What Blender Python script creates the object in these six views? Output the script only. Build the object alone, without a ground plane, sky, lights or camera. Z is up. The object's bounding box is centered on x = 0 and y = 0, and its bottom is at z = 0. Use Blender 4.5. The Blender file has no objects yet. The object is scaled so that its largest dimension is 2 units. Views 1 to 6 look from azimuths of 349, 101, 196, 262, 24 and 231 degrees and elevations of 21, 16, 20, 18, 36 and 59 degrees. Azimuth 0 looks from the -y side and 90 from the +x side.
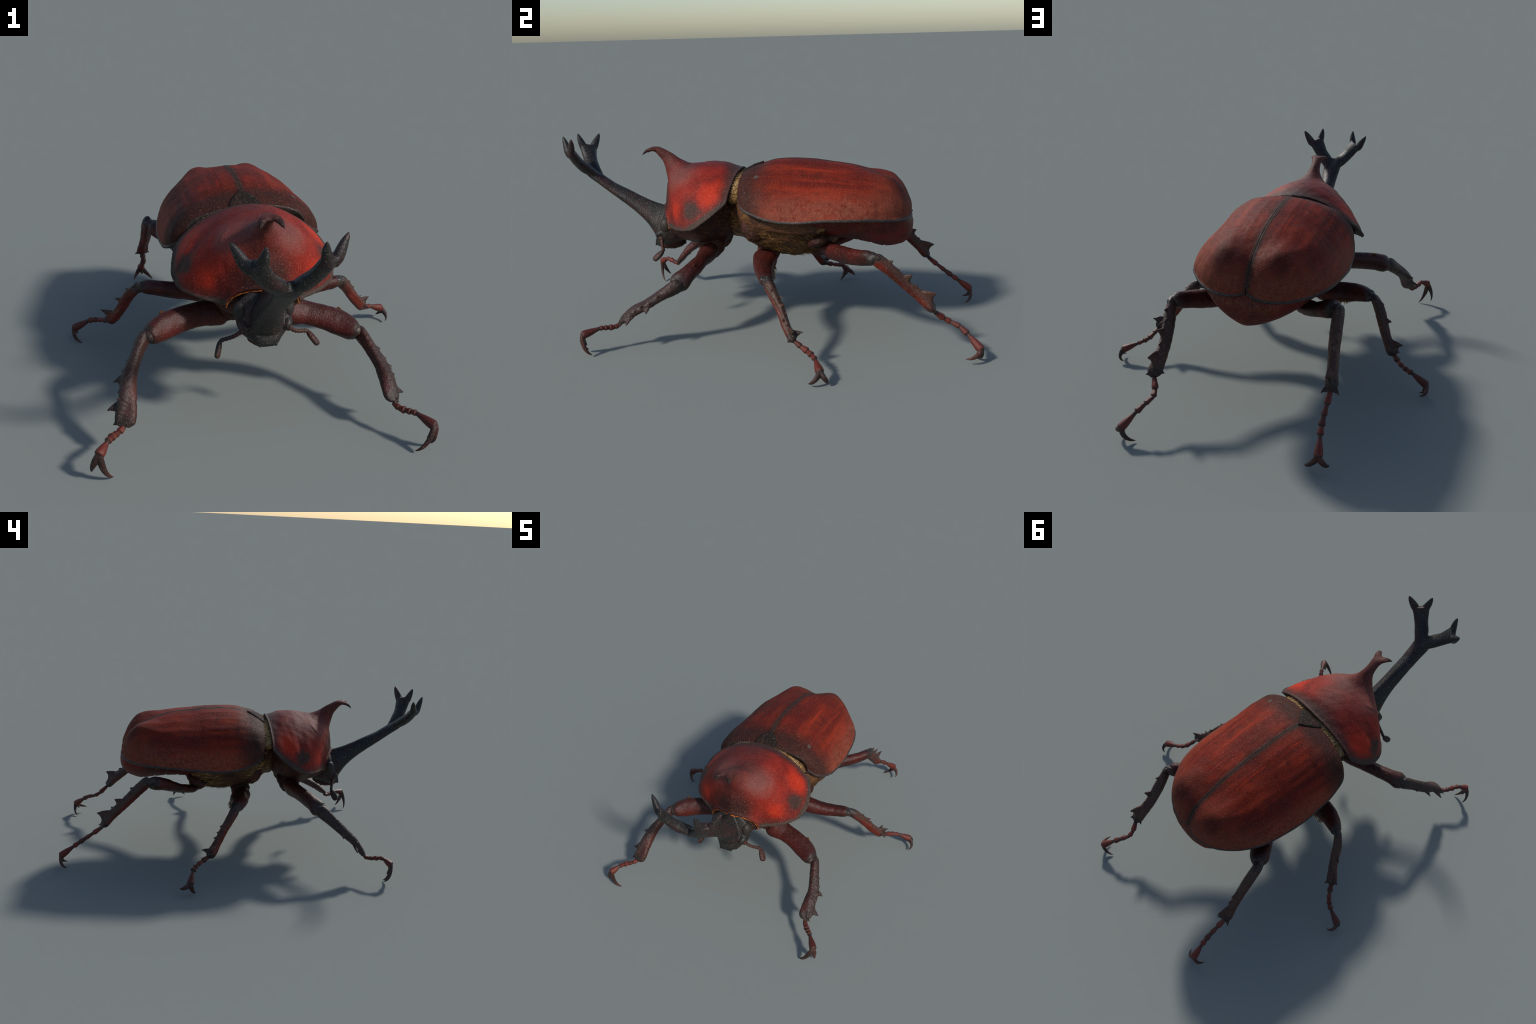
# Rhinoceros beetle: every part is built procedurally (lofts, tubes, voxel unions).
import bpy, bmesh, math, random
import numpy as np
from mathutils import Vector, Matrix

random.seed(7)
rng = np.random.default_rng(11)
V3 = lambda *a: np.array(a, dtype=float)

# ------------------------------------------------------------------ helpers
def unit(v):
    v = np.asarray(v, float)
    return v / (np.linalg.norm(v) + 1e-12)

def smooth(a, b, x):
    t = np.clip((np.asarray(x, float) - a) / (b - a), 0, 1)
    return t * t * (3 - 2 * t)

def pchip(xs, ys, x):
    """monotone cubic interpolation, columns interpolated together"""
    xs = np.asarray(xs, float); ys = np.asarray(ys, float)
    if ys.ndim == 1:
        return pchip(xs, ys[:, None], x)[..., 0]
    h = np.diff(xs)[:, None]; d = np.diff(ys, axis=0) / h
    m = np.zeros_like(ys)
    a, b = d[:-1], d[1:]
    w1 = 2 * h[1:] + h[:-1]; w2 = h[1:] + 2 * h[:-1]
    with np.errstate(divide='ignore', invalid='ignore'):
        hm = (w1 + w2) / (w1 / a + w2 / b)
    m[1:-1] = np.where(a * b > 0, hm, 0)
    m[0] = d[0]; m[-1] = d[-1]
    x = np.clip(np.asarray(x, float), xs[0], xs[-1])
    i = np.clip(np.searchsorted(xs, x, side='right') - 1, 0, len(xs) - 2)
    hh = (xs[i + 1] - xs[i])[:, None]; t = ((x - xs[i])[:, None]) / hh
    return ((2*t**3 - 3*t**2 + 1) * ys[i] + (t**3 - 2*t**2 + t) * hh * m[i]
            + (-2*t**3 + 3*t**2) * ys[i + 1] + (t**3 - t**2) * hh * m[i + 1])

def catmull(pts, n):
    """even resampling of a Catmull-Rom spline through rows of pts (any columns)"""
    P = np.asarray(pts, float)
    d = np.r_[0, np.cumsum(np.linalg.norm(np.diff(P[:, :3], axis=0), axis=1) ** 0.5 + 1e-9)]
    m = np.gradient(P, d, axis=0) if len(P) > 2 else np.repeat((P[1:] - P[:1]) / d[1], 2, 0)
    t = np.linspace(0, d[-1], n)
    i = np.clip(np.searchsorted(d, t, side='right') - 1, 0, len(d) - 2)
    h = (d[i + 1] - d[i])[:, None]; u = (t - d[i])[:, None] / h
    return ((2*u**3 - 3*u**2 + 1) * P[i] + (u**3 - 2*u**2 + u) * h * m[i]
            + (-2*u**3 + 3*u**2) * P[i + 1] + (u**3 - u**2) * h * m[i + 1])

def grid_faces(nr, nc, closed=False, off=0):
    f = []
    for r in range(nr - 1):
        for c in range(nc if closed else nc - 1):
            a = r * nc + c; b = r * nc + (c + 1) % nc
            f.append((off + a, off + b, off + b + nc, off + a + nc))
    return f

def loft(rings):
    """closed rings -> capped solid"""
    R = np.asarray(rings, float); nr, nc = R.shape[:2]
    v = list(R.reshape(-1, 3)); f = grid_faces(nr, nc, True)
    v.append(R[0].mean(0)); v.append(R[-1].mean(0))
    a, b = nr * nc, nr * nc + 1
    for c in range(nc):
        f.append((a, (c + 1) % nc, c))
        f.append((b, (nr - 1) * nc + c, (nr - 1) * nc + (c + 1) % nc))
    return np.array(v), f

def tube(path, wide=(1, 0, 0), n=24, seg=40, power=2.0, resample=True):
    """rows of path: x y z a b (half sizes along `wide` and across it)"""
    P = catmull(path, seg) if resample else np.asarray(path, float)
    T = np.gradient(P[:, :3], axis=0)
    rings = []
    for p, t in zip(P, T):
        t = unit(t); w = np.asarray(wide, float); w = unit(w - t * (w @ t)); u = np.cross(t, w)
        th = np.linspace(0, 2 * np.pi, n, endpoint=False)
        c, s = np.cos(th), np.sin(th)
        c = np.sign(c) * np.abs(c) ** (2 / power); s = np.sign(s) * np.abs(s) ** (2 / power)
        rings.append(p[:3] + np.outer(c * max(p[3], 1e-4), w) + np.outer(s * max(p[4], 1e-4), u))
    return loft(rings)

def spine_cone(base, tip, r, bend=(0, 0, 0), flat=(0, 0, 1), k=0.6, sharp=0.75):
    base = np.asarray(base, float); tip = np.asarray(tip, float); bend = np.asarray(bend, float)
    rows = []
    for t in np.linspace(0, 1, 7):
        p = base + (tip - base) * t + bend * 4 * t * (1 - t)
        rr = r * (1 - t) ** sharp + 0.0016
        rows.append([*p, rr, rr * k])
    return tube(rows, wide=flat, n=10, seg=9)

def merge(parts):
    vs, fs, o = [], [], 0
    for v, f in parts:
        vs.append(np.asarray(v)); fs += [tuple(i + o for i in q) for q in f]; o += len(v)
    return np.concatenate(vs), fs

def new_mesh(name, v, f):
    me = bpy.data.meshes.new(name)
    me.from_pydata([tuple(map(float, p)) for p in v], [], [tuple(int(i) for i in q) for q in f])
    me.validate(); me.update()
    bm = bmesh.new(); bm.from_mesh(me)
    bmesh.ops.recalc_face_normals(bm, faces=bm.faces)
    bm.to_mesh(me); bm.free()
    return me

def shade(me):
    me.polygons.foreach_set('use_smooth', [True] * len(me.polygons)); me.update()

def voxel_union(name, parts, voxel, smooth_iter=4, factor=0.5):
    """fuse overlapping solids into one skin"""
    v, f = merge(parts)
    me = new_mesh(name, v, f)
    ob = bpy.data.objects.new(name, me); bpy.context.scene.collection.objects.link(ob)
    m = ob.modifiers.new('r', 'REMESH'); m.mode = 'VOXEL'; m.voxel_size = voxel
    if smooth_iter:
        s = ob.modifiers.new('s', 'SMOOTH'); s.factor = factor; s.iterations = smooth_iter
    dg = bpy.context.evaluated_depsgraph_get()
    out = bpy.data.meshes.new_from_object(ob.evaluated_get(dg))
    bpy.data.objects.remove(ob); bpy.data.meshes.remove(me)
    out.name = name
    shade(out)
    return out

def noise3(p, scale, seed=0):
    """cheap smooth pseudo noise from summed sines, in [-1,1]"""
    r = np.random.default_rng(seed); p = np.asarray(p) * scale; s = 0
    for k in range(6):
        d = r.normal(size=3); d /= np.linalg.norm(d)
        s = s + np.sin(p @ d * (1 + 0.35 * k) * 2 * np.pi + r.uniform(0, 6.28) + 1.3 * np.sin(p @ r.normal(size=3) * 2))
    return s / 6

def get_co(me):
    a = np.empty(len(me.vertices) * 3); me.vertices.foreach_get('co', a); return a.reshape(-1, 3)
def get_no(me):
    a = np.empty(len(me.vertices) * 3); me.vertex_normals.foreach_get('vector', a); return a.reshape(-1, 3)
def set_co(me, c):
    me.vertices.foreach_set('co', np.asarray(c).ravel()); me.update()

def roughen(me, amp, scale, seed=0):
    c = get_co(me); set_co(me, c + get_no(me) * (amp * noise3(c, scale, seed))[:, None])

COL = bpy.context.scene.collection
def add(name, me, parent=None, mats=(), matrix=None):
    ob = bpy.data.objects.new(name, me); COL.objects.link(ob)
    for m in mats:
        if len(me.materials) < len(mats): me.materials.append(m)
    if parent: ob.parent = parent
    if matrix is not None: ob.matrix_local = matrix
    return ob

def split(me, names, region):
    """cut one skin into several meshes by face region; borders coincide, whole-skin normals kept"""
    co = get_co(me); no = get_no(me)
    cen = np.array([p.center[:] for p in me.polygons]); lab = region(cen)
    out = []
    for k, nm in enumerate(names):
        idx = np.nonzero(lab == k)[0]
        used, fs = {}, []
        for i in idx:
            fs.append([used.setdefault(v, len(used)) for v in me.polygons[i].vertices])
        keys = list(used.keys())
        m = bpy.data.meshes.new(nm)
        m.from_pydata([tuple(co[v]) for v in keys], [], fs); m.update()
        shade(m)
        m.normals_split_custom_set_from_vertices([tuple(no[v]) for v in keys])
        out.append(m)
    return out

# ------------------------------------------------------------------ materials
class NT:
    def __init__(self, name):
        self.mat = bpy.data.materials.new(name); self.mat.use_nodes = True
        self.t = self.mat.node_tree; self.t.nodes.clear()
        self.out = self.t.nodes.new('ShaderNodeOutputMaterial')
        self.b = self.t.nodes.new('ShaderNodeBsdfPrincipled')
        self.t.links.new(self.b.outputs[0], self.out.inputs[0])
        tc = self.t.nodes.new('ShaderNodeTexCoord'); self.co = tc.outputs['Object']
        sx = self.t.nodes.new('ShaderNodeSeparateXYZ'); self.t.links.new(self.co, sx.inputs[0])
        self.x, self.y, self.z = sx.outputs
        self.ax = self.m('ABSOLUTE', self.x)
    def put(self, sock, v):
        if isinstance(v, bpy.types.NodeSocket): self.t.links.new(v, sock)
        else: sock.default_value = v
    def m(self, op, a, b=0.0, c=0.0):
        n = self.t.nodes.new('ShaderNodeMath'); n.operation = op
        for s, v in zip(n.inputs, (a, b, c)): self.put(s, v)
        return n.outputs[0]
    def ramp(self, v, lo, hi, a=0.0, b=1.0):
        n = self.t.nodes.new('ShaderNodeMapRange'); n.interpolation_type = 'SMOOTHSTEP'
        self.put(n.inputs[0], v)
        for i, q in enumerate((lo, hi, a, b)): self.put(n.inputs[i + 1], q)
        return n.outputs[0]
    def scale(self, s):
        n = self.t.nodes.new('ShaderNodeMapping'); self.t.links.new(self.co, n.inputs[0])
        n.inputs['Scale'].default_value = s
        return n.outputs[0]
    def noise(self, sc, detail=3.0, vec=None, rough=0.55):
        n = self.t.nodes.new('ShaderNodeTexNoise'); self.t.links.new(vec or self.co, n.inputs['Vector'])
        n.inputs['Scale'].default_value = sc; n.inputs['Detail'].default_value = detail
        n.inputs['Roughness'].default_value = rough
        return n.outputs[0]
    def voro(self, sc, vec=None):
        n = self.t.nodes.new('ShaderNodeTexVoronoi'); self.t.links.new(vec or self.co, n.inputs['Vector'])
        n.inputs['Scale'].default_value = sc
        return n.outputs['Distance']
    def mix(self, f, a, b):
        n = self.t.nodes.new('ShaderNodeMix'); n.data_type = 'RGBA'
        self.put(n.inputs[0], f)
        for s, v in ((n.inputs[6], a), (n.inputs[7], b)):
            self.put(s, v if isinstance(v, bpy.types.NodeSocket) else (*v, 1.0))
        return n.outputs[2]
    def dist(self, c, r):
        """normalised distance to the mirrored point c with radii r (uses |x|)"""
        s = None
        for sock, cc, rr in zip((self.ax, self.y, self.z), c, r):
            d = self.m('DIVIDE', self.m('SUBTRACT', sock, cc), rr); d = self.m('MULTIPLY', d, d)
            s = d if s is None else self.m('ADD', s, d)
        return self.m('SQRT', s)
    def finish(self, col, rough=0.4, spec=0.5, bump=None, strength=0.3, dist=0.002, coat=0.0):
        self.put(self.b.inputs['Base Color'], col if isinstance(col, bpy.types.NodeSocket) else (*col, 1))
        self.put(self.b.inputs['Roughness'], rough)
        self.put(self.b.inputs['Specular IOR Level'], spec)
        if coat: self.b.inputs['Coat Weight'].default_value = coat; self.b.inputs['Coat Roughness'].default_value = 0.25
        if bump is not None:
            n = self.t.nodes.new('ShaderNodeBump'); n.inputs['Strength'].default_value = strength
            n.inputs['Distance'].default_value = dist
            self.put(n.inputs['Height'], bump); self.t.links.new(n.outputs[0], self.b.inputs['Normal'])
        return self.mat

def srgb(r, g, b):
    f = lambda c: c / 12.92 if c <= 0.04045 else ((c + 0.055) / 1.055) ** 2.4
    return tuple(f(c / 255) for c in (r, g, b))

BLACK = srgb(38, 34, 32)
DARK = srgb(58, 26, 24)

def grain(n, c, amount=.35, sc=230, lo=(.55, .55, .55)):
    """fine speckle: darker pits and paler grains"""
    g = n.noise(sc, 2, rough=.7)
    c = n.mix(n.ramp(g, .50, .30, 0, amount), c, srgb(34, 22, 20))
    return n.mix(n.ramp(g, .54, .72, 0, amount), c, srgb(176, 118, 98))

def mat_wing_case():
    n = NT('wing_case_red')
    streak = n.noise(1.0, 4, n.scale((22, 1.6, 22)))
    fine = n.noise(60, 4)
    blot = n.noise(6, 3)
    c = n.mix(n.ramp(streak, .32, .70), srgb(92, 25, 17), srgb(128, 39, 19))
    c = n.mix(n.ramp(blot, .42, .70, 0, .6), c, srgb(80, 25, 18))
    c = n.mix(n.ramp(n.noise(24, 4), .50, .72, 0, .40), c, srgb(72, 26, 20))
    # thin orange-red streaks along the ribs
    for xr, wd, k in ((.078, .006, .60), (.150, .012, .40), (.215, .010, .25)):
        d = n.m('ABSOLUTE', n.m('SUBTRACT', n.m('ADD', n.ax, n.m('MULTIPLY', n.m('SUBTRACT', n.noise(5, 2), .5), .02)), xr))
        ln = n.m('MULTIPLY', n.ramp(d, wd, 0), n.ramp(n.noise(1, 3, n.scale((9, 7, 9))), .44, .62, 0, k))
        c = n.mix(n.m('MULTIPLY', ln, n.ramp(n.y, .52, .40)), c, srgb(168, 50, 20))
    # dusty, granular flanks
    fl = n.m('MULTIPLY', n.ramp(n.z, .70, .60), n.ramp(fine, .3, .62, .2, 1))
    c = n.mix(n.m('MULTIPLY', fl, .50), c, srgb(136, 82, 64))
    # dusky hind slope with dark smudges on the humps, dark front, dark suture
    yb = n.m('ADD', n.y, n.m('MULTIPLY', n.m('SUBTRACT', n.noise(8, 3), .5), .15))
    c = n.mix(n.ramp(yb, .42, .64, 0, .45), c, srgb(98, 52, 38))
    jit = n.m('MULTIPLY', n.m('SUBTRACT', n.noise(13, 3), .5), 1.1)
    d = n.m('ADD', n.dist((.120, .60, .69), (.060, .085, .07)), jit)
    c = n.mix(n.ramp(d, 1.1, .2, 0, .62), c, srgb(48, 20, 18))
    yn = n.m('ADD', n.y, n.m('MULTIPLY', n.m('SUBTRACT', n.noise(9, 3), .5), .10))
    c = n.mix(n.ramp(yn, .09, -.06, 0, .90), c, srgb(44, 30, 26))
    sw = n.m('ADD', n.ax, n.m('MULTIPLY', n.m('SUBTRACT', n.noise(30, 2), .5), .010))
    c = n.mix(n.ramp(sw, .050, .008, 0, .50), c, srgb(62, 24, 20))
    c = n.mix(n.ramp(sw, .0170, .0060, 0, .82), c, srgb(50, 44, 38))
    # a few round dark pits on the right shell
    for px, py in ((-.13, .16), (-.21, .05)):
        q = n.m('ADD', n.m('POWER', n.m('DIVIDE', n.m('SUBTRACT', n.x, px), .012), 2), n.m('POWER', n.m('DIVIDE', n.m('SUBTRACT', n.y, py), .014), 2))
        c = n.mix(n.ramp(q, 1.4, .2, 0, .6), c, srgb(50, 18, 16))
    # pale specks and hair-like scratches
    sp = n.ramp(n.voro(95), .13, .06)
    sp = n.m('MULTIPLY', sp, n.ramp(n.noise(30, 2), .56, .64))
    c = n.mix(n.m('MULTIPLY', sp, .6), c, srgb(196, 160, 140))
    # one small pitted scar on the left shoulder
    s2 = n.m('ADD', n.m('ADD', n.m('POWER', n.m('DIVIDE', n.m('SUBTRACT', n.x, .215), .010), 2), n.m('POWER', n.m('DIVIDE', n.m('ADD', n.y, .017), .012), 2)),
             n.m('POWER', n.m('DIVIDE', n.m('SUBTRACT', n.z, .73), .05), 2))
    c = n.mix(n.ramp(s2, 1.3, .5, 0, .8), c, srgb(80, 76, 70))
    c = grain(n, c, .28)
    h = n.m('ADD', n.m('MULTIPLY', n.noise(200, 3), .6), n.m('MULTIPLY', n.noise(50, 3), .6))
    return n.finish(c, n.ramp(fine, .3, .7, .60, .74), .10, h, .5, .004)

def mat_pronotum():
    n = NT('pronotum_red')
    blot = n.noise(6, 3)
    c = n.mix(n.ramp(blot, .35, .65), srgb(98, 25, 20), srgb(132, 34, 22))
    j0 = n.m('SUBTRACT', n.noise(16, 3), .5); jit = n.m('MULTIPLY', j0, .8)
    # bright patches behind and in front of the dark spot
    c = n.mix(n.ramp(n.m('ADD', n.dist((.235, -.225, .665), (.13, .08, .10)), jit), 1.1, .2, 0, .9), c, srgb(176, 44, 20))
    c = n.mix(n.ramp(n.m('ADD', n.dist((.200, -.405, .585), (.058, .05, .055)), jit), 1.25, .1, 0, .9), c, srgb(168, 42, 20))
    # dusty grey-pink cheeks round the horn root
    c = n.mix(n.ramp(n.m('ADD', n.dist((.085, -.40, .735), (.11, .11, .09)), jit), 1.2, .3, 0, .60), c, srgb(112, 76, 70))
    # dusky crown and frontal face
    c = n.mix(n.ramp(n.m('ADD', n.ax, n.m('MULTIPLY', jit, .07)), .12, .010, 0, .60), c, srgb(64, 38, 36))
    fr = n.m('MULTIPLY', n.ramp(n.z, .735, .62), n.ramp(n.m('ADD', n.ax, n.m('MULTIPLY', jit, .05)), .17, .05))
    c = n.mix(n.m('MULTIPLY', fr, .88), c, srgb(42, 26, 23))
    # dark hind border and lower rim
    c = n.mix(n.ramp(n.m('ADD', n.y, n.m('MULTIPLY', jit, .03)), -.205, -.140, 0, .88), c, srgb(56, 46, 42))
    e1 = n.m('MULTIPLY_ADD', n.y, .68, .7394); e2 = n.m('MULTIPLY_ADD', n.y, .13, .5549)
    edge = n.m('SUBTRACT', n.z, n.m('MAXIMUM', e1, e2))
    edge = n.m('ADD', edge, n.m('MULTIPLY', j0, .02))
    c = n.mix(n.ramp(edge, .060, .012, 0, .55), c, srgb(66, 40, 36))
    c = n.mix(n.ramp(edge, .022, .008, 0, .92), c, srgb(58, 52, 47))
    # horn turns dark brown to black at its tips
    hz = n.m('SUBTRACT', n.z, n.m('MULTIPLY', n.y, .6))
    c = n.mix(n.ramp(hz, 1.03, 1.13, 0, .75), c, srgb(78, 46, 42))
    c = n.mix(n.ramp(n.y, -.555, -.60), c, srgb(40, 28, 28))
    # black side spot, ragged
    d = n.m('ADD', n.dist((.262, -.310, .598), (.068, .048, .044)), n.m('MULTIPLY', n.m('SUBTRACT', n.noise(22, 3), .5), 1.3))
    c = n.mix(n.ramp(d, 1.25, .60, 0, .90), c, srgb(48, 41, 37))
    c = grain(n, c, .34, 200)
    h = n.m('ADD', n.m('MULTIPLY', n.voro(260), .8), n.m('MULTIPLY', n.noise(90, 3), .5))
    return n.finish(c, .56, .14, h, .45, .003)

def mat_dark(name, base=(40, 37, 36), warm=(66, 32, 32), rough=.45, wsc=9, dust=.25, bsc=200, bstr=.35, amount=1.0, spec=.30):
    n = NT(name)
    c = n.mix(n.ramp(n.noise(wsc, 3), .45, .68, 0, amount), srgb(*base), srgb(*warm))
    c = n.mix(n.ramp(n.noise(150, 3), .56, .72, 0, dust), c, srgb(150, 138, 126))
    h = n.m('ADD', n.noise(bsc, 3), n.m('MULTIPLY', n.noise(50, 2), .5))
    return n.finish(c, rough, spec, h, bstr, .004)

def mat_leg(name, a=(112, 30, 24), b=(70, 24, 22), dark=(44, 34, 32), amt=.8, dust=.3):
    n = NT(name)
    c = n.mix(n.ramp(n.noise(11, 3), .38, .62), srgb(*a), srgb(*b))
    c = n.mix(n.ramp(n.noise(17, 3), .48, .66, 0, amt), c, srgb(*dark))
    c = n.mix(n.ramp(n.noise(180, 3), .56, .72, 0, dust), c, srgb(176, 138, 118))
    h = n.m('ADD', n.noise(220, 3), n.m('MULTIPLY', n.noise(60, 3), 1.0))
    return n.finish(c, .40, .30, h, .6, .005)

def mat_limb(name, p0, p1, out, red, mid, dark, side=(.0, .012), ends=(.10, .88), dust=.34):
    """limb skin: red shaft, dull dark outer face, dark joints; positions measured along p0->p1 and towards `out`"""
    n = NT(name)
    p0 = np.asarray(p0, float); p1 = np.asarray(p1, float); L = np.linalg.norm(p1 - p0); a = (p1 - p0) / L
    o = np.asarray(out, float); o = unit(o - a * (o @ a))
    def proj(d, k):
        v = n.m('MULTIPLY', n.x, float(d[0])); v = n.m('MULTIPLY_ADD', n.y, float(d[1]), v); v = n.m('MULTIPLY_ADD', n.z, float(d[2]), v)
        return n.m('SUBTRACT', v, float(k))
    j = n.m('SUBTRACT', n.noise(26, 3), .5)
    t = n.m('ADD', n.m('DIVIDE', proj(a, p0 @ a), L), n.m('MULTIPLY', j, .16))
    q = n.m('ADD', proj(o, p0 @ o), n.m('MULTIPLY', j, .024))
    c = n.mix(n.ramp(n.noise(10, 3), .36, .64), srgb(*red), srgb(*mid))
    c = n.mix(n.ramp(q, side[0] - .010, side[1] + .006, 0, .85), c, srgb(*dark))
    c = n.mix(n.ramp(t, ends[0], ends[0] - .10, 0, .85), c, srgb(44, 37, 34))
    c = n.mix(n.ramp(t, ends[1], ends[1] + .10, 0, .88), c, srgb(42, 35, 32))
    g = n.noise(210, 2, rough=.7)
    c = n.mix(n.ramp(g, .50, .32, 0, .30), c, srgb(30, 20, 18))
    c = n.mix(n.ramp(g, .56, .74, 0, dust), c, srgb(168, 134, 116))
    h = n.m('ADD', n.noise(200, 3), n.m('MULTIPLY', n.noise(55, 3), .8))
    return n.finish(c, .42, .26, h, .5, .004)

def mat_under(name, a, b, tan, amt, rear=False):
    n = NT(name)
    c = n.mix(n.ramp(n.noise(9, 3), .35, .65), srgb(*a), srgb(*b))
    st = n.noise(1, 4, n.scale((60, 25, 90)))
    c = n.mix(n.m('MULTIPLY', n.ramp(st, .45, .68), n.ramp(n.noise(6, 2), .40, .60, 0, amt)), c, srgb(*tan))
    if rear:
        q = n.m('MULTIPLY', n.m('MULTIPLY', n.ramp(n.y, .62, .67), n.ramp(n.z, .47, .54)), .6)
        hz = n.noise(1, 3, n.scale((120, 60, 22)))
        c = n.mix(n.m('MULTIPLY', q, n.ramp(hz, .42, .62, .15, .75)), c, srgb(112, 76, 42))
    c = grain(n, c, .22, 190)
    return n.finish(c, .6, .22, n.m('ADD', st, n.noise(70, 3)), .6, .008)

def mat_plain(name, c0, c1, sc=20, rough=.5, spec=.4):
    n = NT(name)
    c = n.mix(n.ramp(n.noise(sc, 3), .35, .65), srgb(*c0), srgb(*c1))
    return n.finish(c, rough, spec, n.noise(150, 3), .3, .003)

M_WING = mat_wing_case()
M_PRON = mat_pronotum()
M_RIM = mat_dark('rim_black', (48, 42, 40), (62, 42, 38), .5, 14, .45)
M_HEAD = mat_dark('head_black', (34, 32, 31), (58, 31, 29), .46, 8, .30, 160, .5, amount=.7)
M_EYE = mat_dark('eye_dark', (44, 38, 34), (52, 44, 38), .55, 20, .05, 300, .1)
M_SCUT = mat_dark('scutellum_black', (34, 29, 26), (50, 34, 28), .75, 20, .30, spec=.08)
def mat_tarsus():
    n = NT('tarsus_red')
    r = n.t.nodes.new('ShaderNodeObjectInfo').outputs['Random']
    c = n.mix(r, srgb(70, 27, 20), srgb(104, 33, 23))
    c = n.mix(n.ramp(n.m('ADD', n.z, n.m('MULTIPLY', n.noise(3, 2), .2)), .42, .18, 0, .85), c, srgb(44, 34, 30))
    c = n.mix(n.ramp(n.z, .86, .98, 0, .8), c, srgb(44, 34, 30))
    c = n.mix(n.ramp(n.noise(9, 3), .52, .70, 0, .45), c, srgb(150, 104, 84))
    return n.finish(c, .38, .3, n.noise(12, 3), .4, .004)
M_TAR = mat_tarsus()
M_CLAW = mat_leg('claw_brown', (76, 42, 36), (52, 34, 30), (36, 30, 28), .7, .2)
M_JOINT = mat_dark('joint_black', (40, 36, 34), (66, 44, 34), .4, 25, .3)
M_ABD = mat_under('abdomen_red', (104, 26, 20), (72, 22, 18), (120, 84, 48), .25, True)
M_THX = mat_under('thorax_brown', (84, 54, 32), (52, 32, 22), (160, 118, 68), 1.0)
M_PST = mat_under('prosternum_dark', (62, 26, 20), (40, 22, 18), (120, 78, 40), .5)
M_HAIR = mat_plain('hair_tan', (156, 118, 68), (92, 64, 36), 12, .7, .15)
M_CREAM = mat_plain('hair_cream', (206, 176, 128), (156, 120, 72), 20, .7, .15)
M_TUFT = mat_plain('tuft_brown', (96, 60, 32), (64, 40, 24), 60, .8, .1)
M_FRINGE = mat_under('fringe_gold', (152, 116, 68), (112, 80, 44), (200, 168, 118), .9)
M_ORANGE = mat_plain('fringe_orange', (176, 98, 42), (92, 52, 26), 45, .7, .15)
M_ANT = mat_leg('antenna_brown', (62, 33, 26), (44, 30, 26), (36, 31, 29), .8, .3)

# ------------------------------------------------------------------ frames
ZP = 0.60
def roll_matrix(deg, x0, yaw=0.0):
    return (Matrix.Translation((x0, 0, ZP)) @ Matrix.Rotation(math.radians(-deg), 4, 'Y')
            @ Matrix.Rotation(math.radians(yaw), 4, 'Z') @ Matrix.Translation((0, 0, -ZP)))
R_WING, R_PRON, R_HEAD = roll_matrix(3.66, -.026), roll_matrix(0.54, -.024, -.6), roll_matrix(2.4, -.040, .5)

root = bpy.data.objects.new('rhinoceros_beetle', None)
COL.objects.link(root)
root['label'] = 'dark red horned beetle with forked black head horn and six spiny legs'
root['category'] = 'beetle'

# ------------------------------------------------------------------ wing cases
#            y      half-width  suture z  margin z
WING = np.array([
    (-.106, .240, .751, .651), (-.095, .273, .757, .624), (-.066, .301, .772, .603), (-.020, .313, .786, .586),
    (.050, .325, .805, .566), (.130, .330, .809, .556), (.220, .335, .805, .560), (.310, .331, .793, .567),
    (.400, .319, .779, .568), (.480, .297, .753, .568), (.545, .260, .723, .562), (.600, .214, .699, .557),
    (.642, .162, .665, .554), (.668, .102, .623, .556), (.680, .052, .598, .563), (.685, .002, .588, .574)])

def wing_surface(y_row, phi, side):
    y, w, zs, zm = y_row
    s, c = np.sin(phi), np.cos(phi)
    e = np.interp(y, [-.1, .02, .25, .65], [.80, 1.0, 1.5, .89])
    x = .0002 + (w - .0002) * s
    z = zm + (zs - zm) * np.maximum(c, 0) ** e
    yy = np.full_like(x, y)
    # rounded hind lobes with a notch at the suture
    yy -= .020 * np.exp(-(x / .034) ** 2) * smooth(.5, .68, y)
    # the front edge recedes towards the shoulders
    yy += .008 * smooth(.09, .27, x) * smooth(.03, -.10, y)
    # hind hump and shoulder callus
    z += .049 * np.exp(-((x - .136) / .080) ** 2 - ((yy - .585) / .095) ** 2) * np.maximum(c, 0) ** .3
    z += .007 * np.exp(-((x - .20) / .05) ** 2 - ((yy + .03) / .05) ** 2)
    # faint long ribs and a raised suture bead
    for xr in (.07, .135, .20):
        z += .0016 * np.exp(-((x - xr * w / .34) / .012) ** 2) * smooth(-.05, .05, y) * smooth(.6, .5, y)
    z += .0015 * np.exp(-(x / .008) ** 2)
    return np.stack([side * x, yy, z], 1)

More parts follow.
